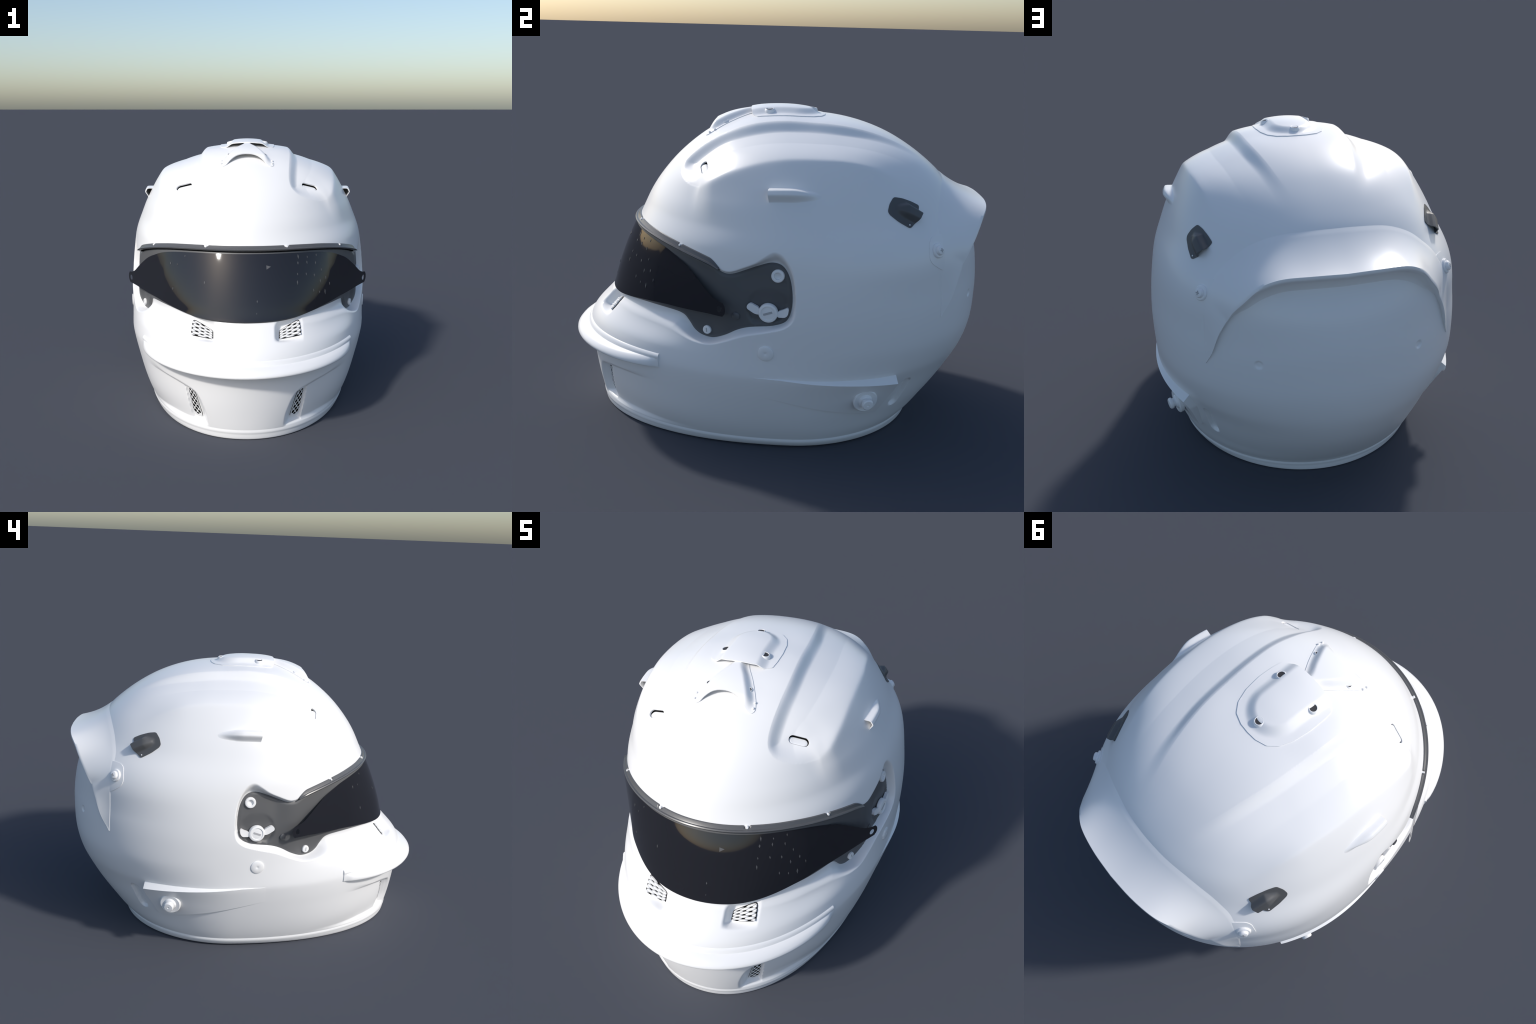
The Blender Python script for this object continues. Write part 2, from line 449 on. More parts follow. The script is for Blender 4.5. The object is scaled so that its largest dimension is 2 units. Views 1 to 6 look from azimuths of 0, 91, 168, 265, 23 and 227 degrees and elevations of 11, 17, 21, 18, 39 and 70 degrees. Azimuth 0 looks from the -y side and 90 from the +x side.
def build_shell():
    ph, lv = np.meshgrid(PHI, LEV)
    P, N = surface(shell_param(ph, lv))
    R = len(LEV)
    idx = np.arange(R * NPHI).reshape(R, NPHI)
    nxt = np.roll(idx, -1, 1)
    quads = np.stack([idx[:-1], nxt[:-1], nxt[1:], idx[1:]], -1)
    dead = np.zeros(quads.shape[:2], bool)
    V = [P.reshape(-1, 3)]; T = []; count = R * NPHI
    # slots on the channels: cut the parameter grid and sew a constrained patch in
    for sx in (1, -1):
        c = np.array([sx * .356, -.318, 1.262])
        fr = Frame(cast(np.array([[0, YM, 1.0]]), unit(c - np.array([0, YM, 1.0]))[None], 1.5)[0], (1, 0, 0))
        cap = capsule(.094, .040)
        q = fr.base(cap) - np.array([0, YM, 1.0])
        hole = np.stack([np.arctan2(q[:, 0], -q[:, 1]), 1 + np.arcsin(unit(q)[:, 2]) / (math.pi / 2)], -1)
        dphi = PHI[1] - PHI[0]; dl = LEV[-1] - LEV[-2]
        i0 = int(np.searchsorted(PHI, hole[:, 0].min())) - 4; i1 = int(np.searchsorted(PHI, hole[:, 0].max())) + 4
        j0 = int(np.searchsorted(LEV, hole[:, 1].min())) - 4; j1 = int(np.searchsorted(LEV, hole[:, 1].max())) + 4
        sc = np.array([1 / dphi, 1 / dl]); H = hole * sc
        sub = [(j, i) for j in range(j0, j1 + 1) for i in range(i0, i1 + 1)]
        pts = np.array([(PHI[i], LEV[j]) for j, i in sub]) * sc
        edge = np.array([j in (j0, j1) or i in (i0, i1) for j, i in sub])
        keep = edge | (~inside(pts, H) & (seg_dist(pts, H) > .5))
        ids = np.array([idx[j, i] for j, i in sub])[keep]; pts = pts[keep]
        m = len(pts); hn = len(H)
        r = delaunay_2d_cdt([Vector(p) for p in pts] + [Vector(p) for p in H], [(m + k, m + (k + 1) % hn) for k in range(hn)], [], 0, 1e-6)
        hp, hnrm = surface(shell_param(hole[:, 0], hole[:, 1]))
        hid = count + np.arange(hn); count += hn
        V.append(hp)
        org = [o[0] for o in r[3]]
        gid = np.concatenate([ids, hid])
        v2 = np.array([tuple(p) for p in r[0]])
        for f in r[2]:
            if not inside(v2[list(f)].mean(0)[None], H)[0]:
                g = [gid[org[k]] for k in f]
                a, b, c2 = v2[f[0]], v2[f[1]], v2[f[2]]
                if (b[0] - a[0]) * (c2[1] - a[1]) - (b[1] - a[1]) * (c2[0] - a[0]) < 0:
                    g = g[::-1]
                T.append(g)
        dead[j0:j1, i0:i1] = True
        # inner wall of the slot
        wid = count + np.arange(hn); count += hn
        V.append(hp - hnrm.mean(0) * .008)
        for k in range(hn):
            k2 = (k + 1) % hn
            T.append([hid[k], wid[k], wid[k2]]); T.append([hid[k], wid[k2], hid[k2]])
    quads = quads[~dead]
    # pole cap
    V.append(np.array([[0, YM, ZT + .008]])); pole = count; count += 1
    for k in range(NPHI):
        T.append([idx[-1, k], idx[-1, (k + 1) % NPHI], pole])
    V = np.vstack(V); T = np.array(T)
    # keep the pole at the height of the last ring
    V[pole] = V[idx[-1]].mean(0)
    me = bpy.data.meshes.new('shell')
    nq, nt = len(quads), len(T)
    me.vertices.add(len(V)); me.vertices.foreach_set('co', V.astype(np.float32).ravel())
    me.loops.add(nq * 4 + nt * 3)
    me.loops.foreach_set('vertex_index', np.concatenate([quads.ravel(), T.ravel()]).astype(np.int32))
    me.polygons.add(nq + nt)
    me.polygons.foreach_set('loop_start', np.concatenate([np.arange(nq) * 4, nq * 4 + np.arange(nt) * 3]).astype(np.int32))
    me.polygons.foreach_set('use_smooth', np.ones(nq + nt, bool))
    me.update(calc_edges=True); me.validate()
    me.set_sharp_from_angle(angle=math.radians(50))
    me.materials.append(WHITE)
    ob = bpy.data.objects.new('shell', me)
    bpy.context.scene.collection.objects.link(ob); ob.parent = ROOT
    return ob

build_shell()

# ------------------------------------------------------------------ bottom trim and lining
def ring_loft(name, prof, mat, n=360, angle=50):
    """closed profile of (offset outwards, height) swept round the lower edge of the shell"""
    ph = np.linspace(-math.pi, math.pi, n, endpoint=False)
    base = ring_point(ph, .045)
    out = base - np.array([0, YM, 0.045]); out[:, 2] = 0
    nn = normal(base); nn[:, 2] = 0; nn = unit(nn)
    V = []; Fc = []
    m = len(prof)
    tuck = np.abs(np.sin(ph)) ** 2 * .8 + .2                    # the lower edge tucks under more on the flanks
    for o, z in prof:
        q = base + nn * (o * (tuck if z < .04 and o < 0 else 1.0))[..., None] if z < .04 and o < 0 else base + nn * o
        q[:, 2] = z; V.append(q)
    V = np.vstack(V)
    for i in range(m):
        for k in range(n):
            k2 = (k + 1) % n; i2 = (i + 1) % m
            Fc.append((i * n + k, i * n + k2, i2 * n + k2, i2 * n + k))
    return add(name, V, Fc, mat, None, angle)

trim_prof = spline([(-.012, .068), (-.001, .062), (.0025, .050), (.0020, .034), (-.012, .012), (-.026, .002), (-.050, 0), (-.070, .010), (-.060, .05), (-.02, .062)], 5)
ring_loft('bottom_trim', trim_prof, WHITE)

def build_lining():
    n, m = 120, 40
    ph = np.linspace(-math.pi, math.pi, n, endpoint=False)
    lv = np.concatenate([np.linspace(.02, 1, 24, endpoint=False), 1 + np.linspace(0, .97, 16)])
    P, L = np.meshgrid(ph, lv)
    p = shell_param(P, L); q = p - normal(p) * .085
    idx = np.arange(n * m).reshape(m, n); nx = np.roll(idx, -1, 1)
    Fc = np.stack([idx[:-1], idx[1:], nx[1:], nx[:-1]], -1).reshape(-1, 4).tolist()
    Fc.append(list(idx[-1][::-1]))
    add('inner_lining', q.reshape(-1, 3), Fc, LINING, None, 60, False)

build_lining()

# ------------------------------------------------------------------ visor, gasket strip, tear-off film
def on_visor(phi, z, h):
    p = ring_point(phi, z); n = normal(p)
    return p + n * (h - visor_drop(phi, z))[..., None]

def build_visor():
    step = .009
    loop = resample(POD_LOOP, step)
    v2, tri = triangulate(loop, step)
    phi, z = v2[:, 0] / ARC, v2[:, 1]
    a = np.abs(phi)
    h = np.zeros(len(v2)) + .004
    # dished pocket with cam plate round the pivot
    r = np.hypot((a - 1.415) * ARC, z - .715)
    edge = seg_dist(v2, loop)
    h -= .012 * ss(.098, .088, r) * ss(.10, -.02, z - .72) * ss(.006, .03, edge)
    h -= .006 * ss(.010, .0, edge)
    top = on_visor(phi, z, h); bot = on_visor(phi, z, h - .012)
    return slab('visor', v2, tri, top, bot, GREY, None, 45)

VISOR = build_visor()

def build_strip():
    """gasket along the top edge of the visor: flat band with a bead and four locating notches"""
    ph = np.linspace(-1.10, 1.10, 420)
    zl = pchip([0, .3, .525, .726, .912, 1.05, 1.115], [.949, .947, .940, .925, .903, .881, .868], np.abs(ph)) 
    wid = .024 * ss(1.115, 1.02, np.abs(ph)) ** .6 + .001
    prof = [(0, -.002, 0), (0, .016, 0), (.15, .021, 0), (.32, .019, 0), (.40, .012, 0), (.6, .010, 0), (.92, .008, 0), (1.0, .004, 0), (1.0, -.010, 0), (.3, -.012, 0)]
    V = []; n = len(ph); m = len(prof)
    for f, o, _ in prof:
        z = zl + wid * f * 1.15
        notch = 0
        if f >= .9:
            for c, w in ((.285, .016), (.80, .011)):
                notch = notch + np.exp(-(((np.abs(ph) - c) / w) ** 6))
            z = z - .012 * notch
        p = ring_point(ph, z); nn = normal(p)
        V.append(p + nn * (o - .25 * visor_drop(ph, z) - .008 * notch)[..., None] if f >= .9 else p + nn * (o - .25 * visor_drop(ph, z))[..., None])
    V = np.vstack(V); Fc = []
    for i in range(m):
        i2 = (i + 1) % m
        for k in range(n - 1):
            Fc.append((i * n + k, i * n + k + 1, i2 * n + k + 1, i2 * n + k))
    Fc.append([i * n for i in range(m)]); Fc.append([i * n + n - 1 for i in range(m)])
    add('gasket_strip', V, Fc, GASKET, None, 40)

build_strip()

def gasket_details():
    # dark gap between gasket and visor, and four white locating pegs in the notches
    ph = np.linspace(-1.165, 1.165, 400); n = len(ph); a = np.abs(ph)
    zl = pchip([0, .3, .525, .726, .912, 1.05, 1.115, 1.165], [.949, .947, .940, .925, .903, .881, .869, .862], a)
    V = []
    for f, o in ((-.0045, -.004), (-.0040, .0052), (.004, .0056), (.004, -.004)):
        z = zl + f * ss(1.168, 1.14, a)
        p = ring_point(ph, z); V.append(p + normal(p) * (o - visor_drop(ph, z) * 1.0)[:, None])
    V = np.vstack(V); Fc = []
    for i in range(4):
        for k in range(n - 1):
            Fc.append((i * n + k, i * n + k + 1, (i + 1) % 4 * n + k + 1, (i + 1) % 4 * n + k))
    Fc += [[0, n, 2 * n, 3 * n], [n - 1, 2 * n - 1, 3 * n - 1, 4 * n - 1]]
    add('visor_gap', V, Fc, BLACK, None, 30)
    for c, z, w in ((.285, .968, .0075), (.80, .938, .0055)):
        p = ring_point(np.array([c]), np.array([z])); nn = normal(p)[0]
        q = lathe('gasket_peg', [(w, -.006), (w, .0095), (w * .7, .0115)], WHITE, p[0], nn, None, 20)
        mirrored(q)

gasket_details()

# tear-off film: hugs the visor in front, runs off straight at the sides and ends in tabs with a hole
FILM_TOP = [(0, .938), (.2, .936), (.35, .928), (.46, .912), (.54, .886), (.60, .860), (.66, .820), (.70, .790), (.735, .764), (.77, .749), (.80, .745)]
FILM_LOW = [(0, .608), (.1, .610), (.2, .618), (.3, .634), (.4, .652), (.5, .662), (.58, .666), (.66, .672), (.72, .678), (.76, .681), (.80, .684)]
S_OFF = 0.50                  # arc position where the film leaves the visor
TAB = np.array([.673, -.218, .714])

def film_point(s, z, h):
    """s is signed arc length along the film, z height"""
    sg = np.sign(s) + (s == 0); a = np.abs(s)
    phi_on = np.minimum(a, S_OFF) / .79
    p = ring_point(phi_on, z); n = normal(p)
    p = p + n * (.006 + h - visor_drop(phi_on, z))[..., None]
    over = np.maximum(a - S_OFF, 0)
    # straight run: heading blends from the leaving tangent to the tab line
    z0 = z
    target = np.stack([TAB[0] + 0 * z, TAB[1] + 0 * z, z], -1)
    q = ring_point(np.full(z.shape, S_OFF / .79), z); nq = normal(q)
    q = q + nq * (.006 + h - visor_drop(np.full(z.shape, S_OFF / .79), z))[..., None]
    head = target - q; head[:, 2] = 0; head = unit(head)
    p = np.where((a > S_OFF)[:, None], q + head * over[:, None], p)
    p[:, 0] *= sg
    return p

def build_film():
    up = spline(FILM_TOP, 6, False); lo = spline(FILM_LOW, 6, False)
    q = ring_point(np.array([S_OFF / .79]), np.array([.714]))[0]
    end = S_OFF + np.hypot(TAB[0] - q[0], TAB[1] - q[1])
    k = end / .775
    up[:, 0] *= k; lo[:, 0] *= k
    tip = np.array([(end + .020 + .020 * math.cos(t), .714 + .029 * math.sin(t)) for t in np.linspace(-1.4, 1.4, 12)])
    half = np.vstack([lo, tip, up[::-1]])
    loop = resample(mirror_loop(half), .010)
    holes = [np.array([(sg * (end + .006) + .013 * math.cos(t), .714 + .015 * math.sin(t)) for t in np.linspace(0, 2 * math.pi, 18, endpoint=False)]) for sg in (1, -1)]
    v2, tri = triangulate(loop, .010, holes)
    top = film_point(v2[:, 0], v2[:, 1], 0.0); bot = film_point(v2[:, 0], v2[:, 1], -.003)
    slab('tear_off_film', v2, tri, top, bot, FILM, None, 45)
    return end

FILM_END = build_film()

# ------------------------------------------------------------------ screws on the side pods
def pod_point(y, z, h=0.0):
    """point on the right pod at given y, z (visor surface), and its outward normal"""
    ph = np.array([math.atan2(.70, -(y - YM))])
    for _ in range(20):
        p = ring_point(ph, np.array([z])); ph = ph + (y - p[:, 1]) * 1.2
    n = normal(p)[0]
    return p[0] + n * (h + .004 - visor_drop(ph, np.array([z]))[0]), n

def slotted_screw(name, y, z, r, hgt, slot=True, parent=None, drop=0.0, ring=False, angle_deg=70):
    p, n = pod_point(y, z); p = p - n * drop
    prof = [(r * .9, -.004), (r, 0), (r, hgt * .6), (r * .93, hgt * .9), (r * .8, hgt)]
    if ring:
        prof += [(r * .72, hgt), (r * .70, hgt * .82), (r * .5, hgt * .9)]
    if not slot:
        prof = [(r * .9, -.004), (r, 0), (r, hgt * .5), (r * .92, hgt * .9), (r * .8, hgt), (r * .55, hgt * .9), (r * .50, hgt * .1), (r * .1, 0)]
    s = lathe(name, prof, WHITE, p, n, parent, 36, 30)
    if slot:
        t = unit(np.cross(n, [0, 0, 1.0])); b = np.cross(n, t); a = math.radians(angle_deg)
        u = t * math.cos(a) + b * math.sin(a); w = np.cross(n, u)
        box('screw_slot', p + n * (hgt * (.9 if ring else 1.0)), u, w, n, (r * .95, r * .22, .0024), SLOT_SHADE, s)
    return s

SLOT_SHADE = plain('slot_shadow_paint', (.45, .45, .46), .5)  # screw slots and crosses are raised strips, their inner shadow painted grey

def side_hardware():
    out = []
    out.append(slotted_screw('visor_post', .028, .866, .0285, .012, False))
    ps = slotted_screw('pivot_screw', -.009, .702, .042, .020, True, None, .004, True, 20)
    out.append(ps)
    out.append(slotted_screw('visor_screw', -.286, .585, .0195, .012, True, None, 0, False, 100))
    # lever wings beside the pivot
    p, n = pod_point(-.009, .702); p = p - n * .006
    t = unit(np.cross([0, 0, 1.0], n)); b = np.cross(n, t)
    for poly in ([(-.092, .028), (-.078, .038), (-.040, .020), (-.038, -.012), (-.060, -.008), (-.094, .012)],
                 [(.040, -.016), (.040, .010), (.066, .020), (.082, .030), (.088, .022), (.084, -.004), (.074, -.014)]):
        o = resample(rounded(poly, .008), .006)
        v2, tri = triangulate(o, .008)
        # t points to the rear on the right side when n is +x
        top = p + v2[:, :1] * t + v2[:, 1:] * b + n * .013; bot = top - n * .016
        out.append(slab('pivot_lever', v2, tri, top, bot, WHITE, None, 35))
    for o in out:
        kids = list(o.children)
        m = mirrored(o)
        for k in kids:
            mk = mirrored(k); mk.parent = m

side_hardware()

# ------------------------------------------------------------------ crown vent and forehead vent
def collar(name, p, n, r=.016, h=.010, parent=None):
    c = lathe(name, [(r * 1.55, -.010), (r * 1.5, -.002), (r * 1.3, h * .7), (r * 1.12, h), (r, h * .94), (r * .97, h * .3)], WHITE, p, n, parent, 30, 40)
    lathe('rivet_hole', [(r * 1.02, -.006), (r * 1.02, h * .66), (r * .5, h * .60)], HOLE, p, n, parent, 24, 30)
    return c

CROWN = Frame((0, .06, ZT), (0, 1, 0), (0, 0, 1))   # a = +y (rear), b = -x ... plane coordinates

def crown_vent():
    half = [(-.182, 0), (-.180, .06), (-.172, .110), (-.160, .130), (-.146, .150), (-.10, .156), (-.03, .158), (.05, .149), (.110, .128), (.148, .094), (.165, .045), (.168, 0)]
    h2 = np.array(half)
    loop = np.vstack([h2, (h2 * [1, -1])[::-1][1:-1]])
    def height(a, b, e):
        w = .117 + .008 * ss(-.05, -.17, a)
        r = np.hypot(np.maximum(a - .02, 0) / 1.05, b)
        t = np.where(a > .02, r, np.abs(b)) / w
        return .0035 + .023 * ss(1.05, .64, t) * (.80 + .20 * np.clip(1 - t * t, 0, 1)) * (1 + .10 * ss(0, -.17, a))
    v = sheet('crown_vent', CROWN, loop, height, WHITE, .005, .006, along_frame=True, shell=True)
    for x, y, z in ((.097, -.034, 1.486), (-.097, -.034, 1.486), (0, .168, 1.487)):
        n = unit([x * 2.2, (y - .02) * .9, 1.0])
        collar('rivet_collar', np.array([x, y, z]) - n * .0025, n, .0165, .008, v)
    return v

crown_vent()

FORE = Frame((0, -.25, 1.41), (0, 1, 0), unit([0, -.36, .93]))

def forehead_vent():
    # from above: narrow neck at the rear, two legs spreading forward, arched mouth between them
    half = [(.170, 0), (.170, .036), (.130, .056), (.075, .090), (.02, .118), (-.027, .139), (-.066, .149), (-.084, .143), (-.088, .130), (-.080, .114), (-.058, .092), (-.036, .060), (-.025, .03), (-.022, 0)]
    h2 = np.array(half)
    loop = np.vstack([h2, (h2 * [1, -1])[::-1][1:-1]])
    def height(a, b, e):
        w = pchip([-.09, -.066, -.027, .02, .075, .13, .17], [.142, .142, .133, .112, .084, .052, .038], a)
        return .003 + .028 * ss(w, w - .042, np.abs(b)) * ss(-.092, -.020, a) * (1 - .25 * ss(.02, .16, a))
    v = sheet('forehead_vent', FORE, spline(loop, 3), height, WHITE, .005, .006, shell=True)
    for x in (.140, -.140):
        for y in (-.282, -.306):
            p = cast(np.array([[x, y, 1.0]]), np.array([[0, 0, 1.0]]), .6)[0]; n = normal(p[None])[0]
            lathe('vent_rivet', [(.005, -.002), (.005, .004), (.003, .006)], WHITE, p + n * .006, n, v, 14)
    for x, y, z, r in ((0, -.123, 1.483, .013), (.098, -.239, 1.427, .010), (-.098, -.239, 1.427, .010)):
        n = unit([x * 2.5, y * 1.2 - .05, 1.0])
        collar('rivet_collar', np.array([x, y, z]) - n * .003, n, r, .006, v)
    return v

forehead_vent()

# slot plugs inside the channel slots
for sx in (1, -1):
    c = np.array([sx * .356, -.318, 1.262])
    fr = Frame(cast(np.array([[0, YM, 1.0]]), unit(c - np.array([0, YM, 1.0]))[None], 1.5)[0], (1, 0, 0))
    sheet('slot_plug', fr, capsule(.086, .032) + np.array([0, -.0025]), lambda a, b, e: -.006 - .30 * b - .003 * ss(.004, 0, e), WHITE, .01, .006, shell=True)
    sheet('slot_floor', fr, capsule(.104, .050), lambda a, b, e: -.014 + 0 * a, BLACK, .004, .008, shell=True)

# ------------------------------------------------------------------ side scoops
def side_scoop():
    c = ring_point(np.array([math.pi / 2 - .06]), np.array([1.19]))[0]
    a0 = cast(np.array([[0, .07, 1.19]]), np.array([[1.0, 0, 0]]), 1.2)[0]
    fr = Frame(a0, (0, 1, 0))
    if fr.b[2] < 0:
        fr.b = -fr.b
    loop = rounded([(-.085, -.040), (-.085, .036), (.10, .040), (.150, .022), (.156, 0), (.150, -.024), (.10, -.042)], [.004, .004, .03, .03, .03, .03, .03])
    def height(a, b, e):
        w = .034 - .012 * ss(0, .15, a)
        side = ss(w, w - .026, np.abs(b))
        ln = ss(.150, .0, a)
        return .002 + .034 * side * ln
    s = sheet('side_scoop', fr, loop, height, WHITE, .006, .005)
    mirrored(s)
side_scoop()

# ------------------------------------------------------------------ dark rear vents
def rear_vent():
    a0 = np.array([.512, .570, 1.120])
    fr = Frame(cast(np.array([[0, .3, 1.0]]), unit(a0 - np.array([0, .3, 1.0]))[None], 1.2)[0], (-.35, 1, -.30))
    if fr.b[2] < 0:
        fr.b = -fr.b
    loop = [fr.plane(p) for p in ((.507, .510, 1.180), (.532, .492, 1.155), (.552, .486, 1.129), (.557, .494, 1.116), (.558, .535, 1.087), (.551, .587, 1.057),
            (.532, .604, 1.071), (.520, .615, 1.078), (.491, .630, 1.104), (.484, .631, 1.112), (.484, .625, 1.117), (.465, .628, 1.138), (.477, .590, 1.157), (.492, .547, 1.173))]
    loop = rounded(loop, .010, 4)
    bump = np.array([fr.plane(p) for p in ((.542, .508, 1.125), (.520, .512, 1.155), (.491, .566, 1.158), (.465, .670, 1.095), (.515, .650, 1.045), (.540, .556, 1.098))])
    def height(a, b, e):
        P = np.stack([a, b], -1)
        return .004 + .026 * np.where(inside(P, bump), ss(0, .024, seg_dist(P, bump)), 0) * ss(-.075, .0, a)
    v = sheet('rear_vent', fr, loop, height, DARK, .005, .005)
    n = normal(fr.base(np.array([[.04, -.055]])))[0]
    r = lathe('vent_rivet', [(.0035, -.002), (.0035, .0015), (.002, .0025)], WHITE, fr.on(fr.plane((.5450, .583, 1.071))[None], .004)[0], n, v, 12)
    m = mirrored(v); k = mirrored(r); k.parent = m
rear_vent()

# ------------------------------------------------------------------ chin spoiler (lip)
def chin_spoiler():
    n = 260
    ph = np.linspace(-.768, .768, n)
    f = np.abs(ph) / .768
    zt = .428 + .004 * f ** 2                                  # top bead
    reach = (.050 * (1 - f ** 2) ** .8 + .016 * (1 - f ** 6)) * (1 - ss(.93, 1.0, f) * .6) + .005
    ze = .382 + .010 * f ** 2
    zb = .352 + .030 * f ** 2.5
    prof = [(zt + .018, -.010, 0), (zt + .012, .004, 0), (zt + .002, .0085, 0), (zt - .005, .0075, .04), (zt - .009, .0050, .10),
            ((zt + ze) / 2 + .006, .003, .52), (ze + .014, .001, .84), (ze + .004, 0, .98), (ze - .003, 0, 1.0), (ze - .008, 0, .97), (ze - .010, 0, .90), ((ze + zb) / 2 - .004, 0, .45), (zb, -.006, .0), (zb, -.03, 0), (zt, -.03, 0)]
    V = []
    for z, o, k in prof:
        p = ring_point(ph, z); nn = normal(p); nn[:, 2] *= .2; nn = unit(nn)
        V.append(p + nn * (o + reach * k)[:, None])
    V = np.vstack(V); m = len(prof); Fc = []
    for i in range(m):
        i2 = (i + 1) % m
        for k in range(n - 1):
            Fc.append((i * n + k, i * n + k + 1, i2 * n + k + 1, i2 * n + k))
    Fc.append([i * n for i in range(m)]); Fc.append([i * n + n - 1 for i in range(m)])
    add('chin_spoiler', V, Fc, WHITE, None, 45)
chin_spoiler()

# ------------------------------------------------------------------ rear spoiler
EDGE = [(0, 1.000, 1.095), (.13, .993, 1.096), (.25, .972, 1.088), (.33, .938, 1.050), (.385, .905, .990), (.434, .866, .925), (.470, .815, .830), (.500, .783, .725), (.530, .750, .655)]
SEAM = [(0, .785, 1.205), (.117, .780, 1.203), (.239, .763, 1.19), (.345, .742, 1.150), (.418, .730, 1.10), (.476, .722, 1.036), (.515, .728, .90), (.528, .738, .78), (.532, .749, .655)]

def rear_spoiler():
    half = 70
    def both(pts):
        s = spline(pts, 14, False); s = resample(s, np.linalg.norm(np.diff(s, axis=0), axis=1).sum() / half, False)
        m = s[::-1].copy(); m[:, 0] *= -1
        return np.vstack([m[:-1], s])
    E, A = both(EDGE), both(SEAM)
    n = len(E); t = np.linspace(-1, 1, n)
    # seam points drop onto the body
    c0 = np.array([0, .30, .85])
    A = cast(np.broadcast_to(c0, A.shape), unit(A - c0), 1.6)
    nA = normal(A)
    body_E = cast(np.broadcast_to(c0, E.shape), unit(E - c0), 1.6)
    nE = normal(body_E)
    prox = np.abs(t)
    gap = np.maximum(((E - body_E) * nE).sum(1), .004 + .016 * ss(1.0, .80, prox))
    E = np.where((((E - body_E) * nE).sum(1) < .02)[:, None], body_E + nE * gap[:, None], E)
    V = []
    rows = 22
    for k in range(rows + 1):
        u = k / rows
        g = A * (1 - u) + E * u
        onb = cast(np.broadcast_to(c0, g.shape), unit(g - c0), 1.6)
        nb = normal(onb)
        # rides on the body near the seam, then lifts off towards the edge
        lift = (1 - (1 - u) ** 1.0) * 0 + u ** 1.55
        off = .0026 * ss(0, .10, u) - .0006
        p = onb + nb * off + (E - (body_E + nE * off)) * lift
        V.append(p)
    top = V[-1]
    # rounded edge and underside back to the body
    down = np.array([0, -.25, -1.0])
    under = unit(down + 0 * E)
    shrink = ss(1.0, .80, np.abs(t))[:, None]
    V.append(E + (np.array([0, .002, -.010])) * shrink)
    V.append(E + (np.array([0, -.004, -.020])) * shrink)
    V.append(E + (np.array([0, -.014, -.026])) * shrink)
    G = cast(np.broadcast_to(c0, E.shape), unit(E + np.array([0, -.01, -.075]) * shrink - c0), 1.6)
    last = V[-1]
    for k in range(1, 7):
        u = k / 6
        V.append(last * (1 - u) + (G - normal(G) * .006) * u - np.array([0, .012, -.012]) * (math.sin(math.pi * u)) * shrink)
    V.append(A - nA * .012)
    m = len(V); V = np.vstack(V); Fc = []
    for i in range(m):
        i2 = (i + 1) % m
        for k in range(n - 1):
            Fc.append((i * n + k, i * n + k + 1, i2 * n + k + 1, i2 * n + k))
    Fc.append([i * n for i in range(m)]); Fc.append([i * n + n - 1 for i in range(m)])
    sp = add('rear_spoiler', V, Fc, WHITE, None, 50)
    # screw ears
    c = np.array([.523, .709, .955])
    p = cast(c0[None], unit(c - c0)[None], 1.5)[0]; nrm = normal(p[None])[0]
    fr = Frame(p, (0, 1, 0))
    if fr.b[2] < 0:
        fr.b = -fr.b
    ear = sheet('spoiler_ear', fr, rounded([(-.048, -.052), (-.048, .052), (.02, .075), (.05, .08), (.05, -.08), (.02, -.075)], [.045, .045, .03, .01, .01, .03]),
                lambda a, b, e: .0024 + 0 * a, WHITE, .006, .008, parent=sp)
    ear2 = mirrored(ear)
    boss = lathe('spoiler_boss', [(.033, -.004), (.032, .007), (.029, .010), (.024, .0105)], WHITE, p, nrm, sp, 40)
    head = lathe('spoiler_screw', [(.021, .004), (.021, .016), (.018, .022), (.012, .0245)], WHITE, p, nrm, sp, 36)
    tt = unit(np.cross(nrm, [0, 0, 1.0])); bb = np.cross(nrm, tt)
    r1 = box('screw_cross', p + nrm * .0245, tt, bb, nrm, (.018, .005, .0024), SLOT_SHADE, sp)
    r2 = box('screw_cross', p + nrm * .0246, bb, tt, nrm, (.018, .005, .0024), SLOT_SHADE, sp)
    for o in (boss, head, r1, r2):
        mirrored(o)
rear_spoiler()

# ------------------------------------------------------------------ tether anchor plates with bolts
class SideFrame:
    """plane coordinates (y, z) dropped on the right side of the body"""
    def on(self, yz, h):
        o = np.stack([0 * yz[:, 0], yz[:, 0], yz[:, 1]], -1)
        p = cast(o, np.broadcast_to(np.array([1.0, 0, 0]), o.shape), 1.2)
        n = normal(p); n[:, 2] *= .3; n[:, 1] *= .35; n = unit(n)
        return p + n * h[:, None]

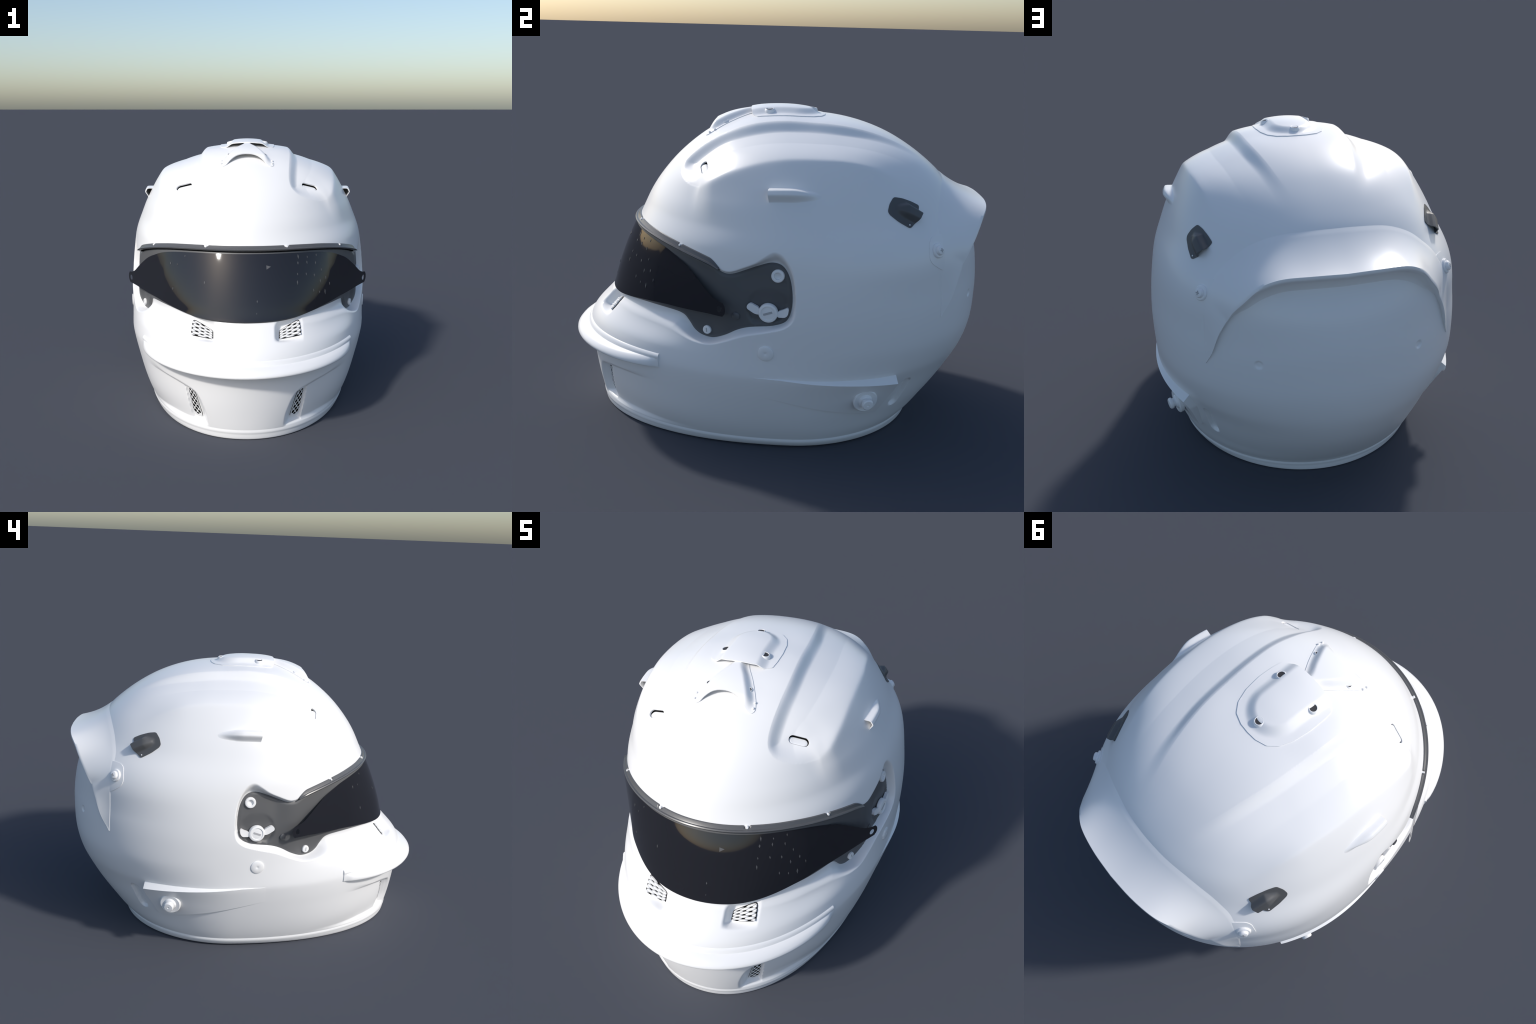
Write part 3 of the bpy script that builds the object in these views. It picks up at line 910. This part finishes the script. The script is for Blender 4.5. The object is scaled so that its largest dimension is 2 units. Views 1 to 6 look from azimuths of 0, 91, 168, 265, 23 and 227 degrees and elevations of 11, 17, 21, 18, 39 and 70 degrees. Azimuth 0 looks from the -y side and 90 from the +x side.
def anchor_plate():
    sf = SideFrame()
    loop = np.array([(-.06, .408), (.06, .407), (.20, .398), (.37, .390), (.567, .378), (.555, .330), (.490, .190), (.40, .207), (.25, .242), (.10, .280), (-.06, .318)])
    loop = resample(loop, .010)
    v2, tri = triangulate(loop, .010)
    y, z = v2.T
    zt = pchip([-.06, .06, .2, .37, .567], [.408, .407, .398, .390, .378], y)
    zb = pchip([-.06, .10, .25, .40, .49], [.318, .280, .242, .207, .19], y)
    k = np.clip((z - zb) / (zt - zb), 0, 1)
    rear = np.clip((y + .06) / .627, 0, 1)
    h = .042 * rear ** 1.15 * (.42 + .58 * k) + .0005
    foot = v2.copy(); foot[:, 1] += .024 * rear * ss(.80, 1.0, k)        # the upper ledge slopes up into the flank
    top = sf.on(v2, h); bot = sf.on(foot, np.full(len(v2), -.004))
    pl = slab('anchor_plate', v2, tri, top, bot, WHITE, None, 30)
    # bolt: washer dish, neck and rounded head
    k0 = sf.on(np.array([[.428, .298]]), np.array([.034]))[0]
    n = unit([.93, .25, -.12])
    w = lathe('anchor_bolt', [(.054, -.016), (.056, .002), (.051, .007), (.032, .004), (.030, .009), (.025, .013), (.020, .014), (.019, .021), (.025, .024), (.0265, .028), (.0255, .036), (.021, .040), (.006, .0405), (.004, .037)], WHITE, k0, n, pl, 44, 30)
    pm = mirrored(pl); wm = mirrored(w); wm.parent = pm
anchor_plate()

def side_button():
    p = cast(np.array([[0, -.010, .527]]), np.array([[1.0, 0, 0]]), 1.2)[0]; n = normal(p[None])[0]
    b = lathe('side_button', [(.034, -.004), (.034, .0035), (.031, .0055), (.012, .0058), (.005, .0052), (.003, .004)], WHITE, p, n, None, 44)
    mirrored(b)
side_button()

# ------------------------------------------------------------------ intake grilles: honeycomb plates over dark openings
def hexagon(cx, cy, rx, ry):
    return np.array([(cx + rx * math.cos(math.pi / 3 * k), cy + ry * math.sin(math.pi / 3 * k)) for k in range(6)])

def grille(name, quad, cols, rows, bosses=False, lift=.004):
    """honeycomb plate on the chin: quad gives four (x, z) corners that are dropped onto the shell.
    Either hexagonal holes through a thin plate over a dark opening, or raised hexagonal cells with the shading between them painted black."""
    q = np.asarray(quad, float)
    def to_xz(uv):
        u, v = uv[:, :1], uv[:, 1:]
        return (q[0] * (1 - u) + q[1] * u) * (1 - v) + (q[3] * (1 - u) + q[2] * u) * v
    def put(v, off):
        xz = to_xz(v)
        o = np.stack([xz[:, 0], 0 * xz[:, 0] - .2, xz[:, 1]], -1)
        p = cast(o, np.broadcast_to(np.array([0, -1.0, 0]), o.shape), 1.2)
        s, n = surface(p)
        return s + n * np.broadcast_to(off, len(v))[:, None]
    out = resample(rounded([(0, 0), (1, 0), (1, 1), (0, 1)], .14), .05)
    dx, dy = 1 / cols, 1 / rows
    cells = []
    for j in range(-1, rows * 2 + 2):
        for i in range(-1, cols + 2):
            cx, cy = (i + (.5 if j % 2 else 0)) * dx, (j + .5) * dy / 2
            k = .60
            cells.append(hexagon(cx, cy, dx * .66 * k, dy * .58 * k) if bosses else hexagon(cx, cy, dx * .38, dy * .38))
    def clipped(c):
        m = .03
        c = np.clip(c, m, 1 - m)
        return c if np.ptp(c[:, 0]) > .25 * dx and np.ptp(c[:, 1]) > .3 * dy else None
    cells = [c for c in map(clipped, cells) if c is not None]
    if not bosses:
        # separate clipped duplicates so that the holes never touch the rim
        v2, tri = triangulate(out, .06, [c for c in cells if (seg_dist(c, out) > .012).all()])
        g = slab(name, v2, tri, put(v2, lift + .003), put(v2, lift), WHITE, None, 30)
    else:
        V, Fc = [], []
        for c in cells:
            ctr = c.mean(0); n0 = len(V)
            rings = [(1.0, 0.0), (1.0, lift + .002), (.80, lift + .006), (.4, lift + .0075)]
            for k, h in rings:
                V += list(put(ctr + (c - ctr) * k, h))
            V += list(put(ctr[None], lift + .008))
            m = len(c)
            for r in range(len(rings) - 1):
                for i in range(m):
                    i2 = (i + 1) % m
                    Fc.append((n0 + r * m + i, n0 + r * m + i2, n0 + (r + 1) * m + i2, n0 + (r + 1) * m + i))
            for i in range(m):
                Fc.append((n0 + 3 * m + i, n0 + 3 * m + (i + 1) % m, n0 + 4 * m))
        g = add(name, V, Fc, WHITE, None, 60)
    b2, bt = triangulate(out, .06)
    bk = slab('grille_backing', b2, bt, put(b2, .0022), put(b2, -.006), BLACK, g, 30)
    m = mirrored(g); k = mirrored(bk); k.parent = m

grille('lower_grille', [(.244, .086), (.293, .086), (.323, .246), (.288, .240)], 2, 5)
grille('upper_grille', [(.180, .542), (.288, .534), (.282, .606), (.182, .576)], 2, 4, True, .0035)  # black backing draws the depth shading around the white cells

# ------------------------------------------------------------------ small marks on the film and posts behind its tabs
SPECKS = [(.286, .914), (.279, .883), (.269, .829), (.263, .787), (.344, .907), (.337, .881), (.323, .824), (.409, .911), (.396, .872),
          (.376, .813), (.361, .736), (.433, .833), (.416, .777), (.403, .721), (.462, .788), (.446, .716), (.491, .752), (.114, .872),
          (.052, .709), (.049, .649), (-.348, .912), (-.448, .863), (-.394, .864), (-.407, .74), (-.209, .792)]

def film_specks():
    rng = np.random.default_rng(7)
    V, Fc = [], []
    for s, z in SPECKS:
        if abs(s - .114) < 1e-6:
            w, h, pts = .011, .010, [(-1, -1), (1.1, .3), (-1, 1)]
        else:
            w = rng.uniform(.0018, .0042) * (.7 if s < .2 else 1); h = w * rng.uniform(2.0, 3.6)
            pts = [(0, -1), (1, rng.uniform(-.1, .3)), (rng.uniform(-.3, .3), 1), (-1, rng.uniform(-.1, .3))]
        P = np.array([(s + w * a, z + h * b) for a, b in pts])
        k = len(V); m = len(P)
        V += list(film_point(P[:, 0], P[:, 1], .0014)) + list(film_point(P[:, 0], P[:, 1], -.002))
        Fc.append(tuple(range(k, k + m))); Fc.append(tuple(range(k + 2 * m - 1, k + m - 1, -1)))
        for i in range(m):
            i2 = (i + 1) % m
            Fc.append((k + i, k + m + i, k + m + i2, k + i2))
    o = add('film_speck', V, Fc, GREY, None, 30)
    o['kind'] = 'stuff'
film_specks()

p, n = pod_point(-.150, .672)
post = lathe('film_post', [(.018, -.006), (.017, .004), (.012, .008), (.004, .009)], GREY, p, n, None, 28)
mirrored(post)
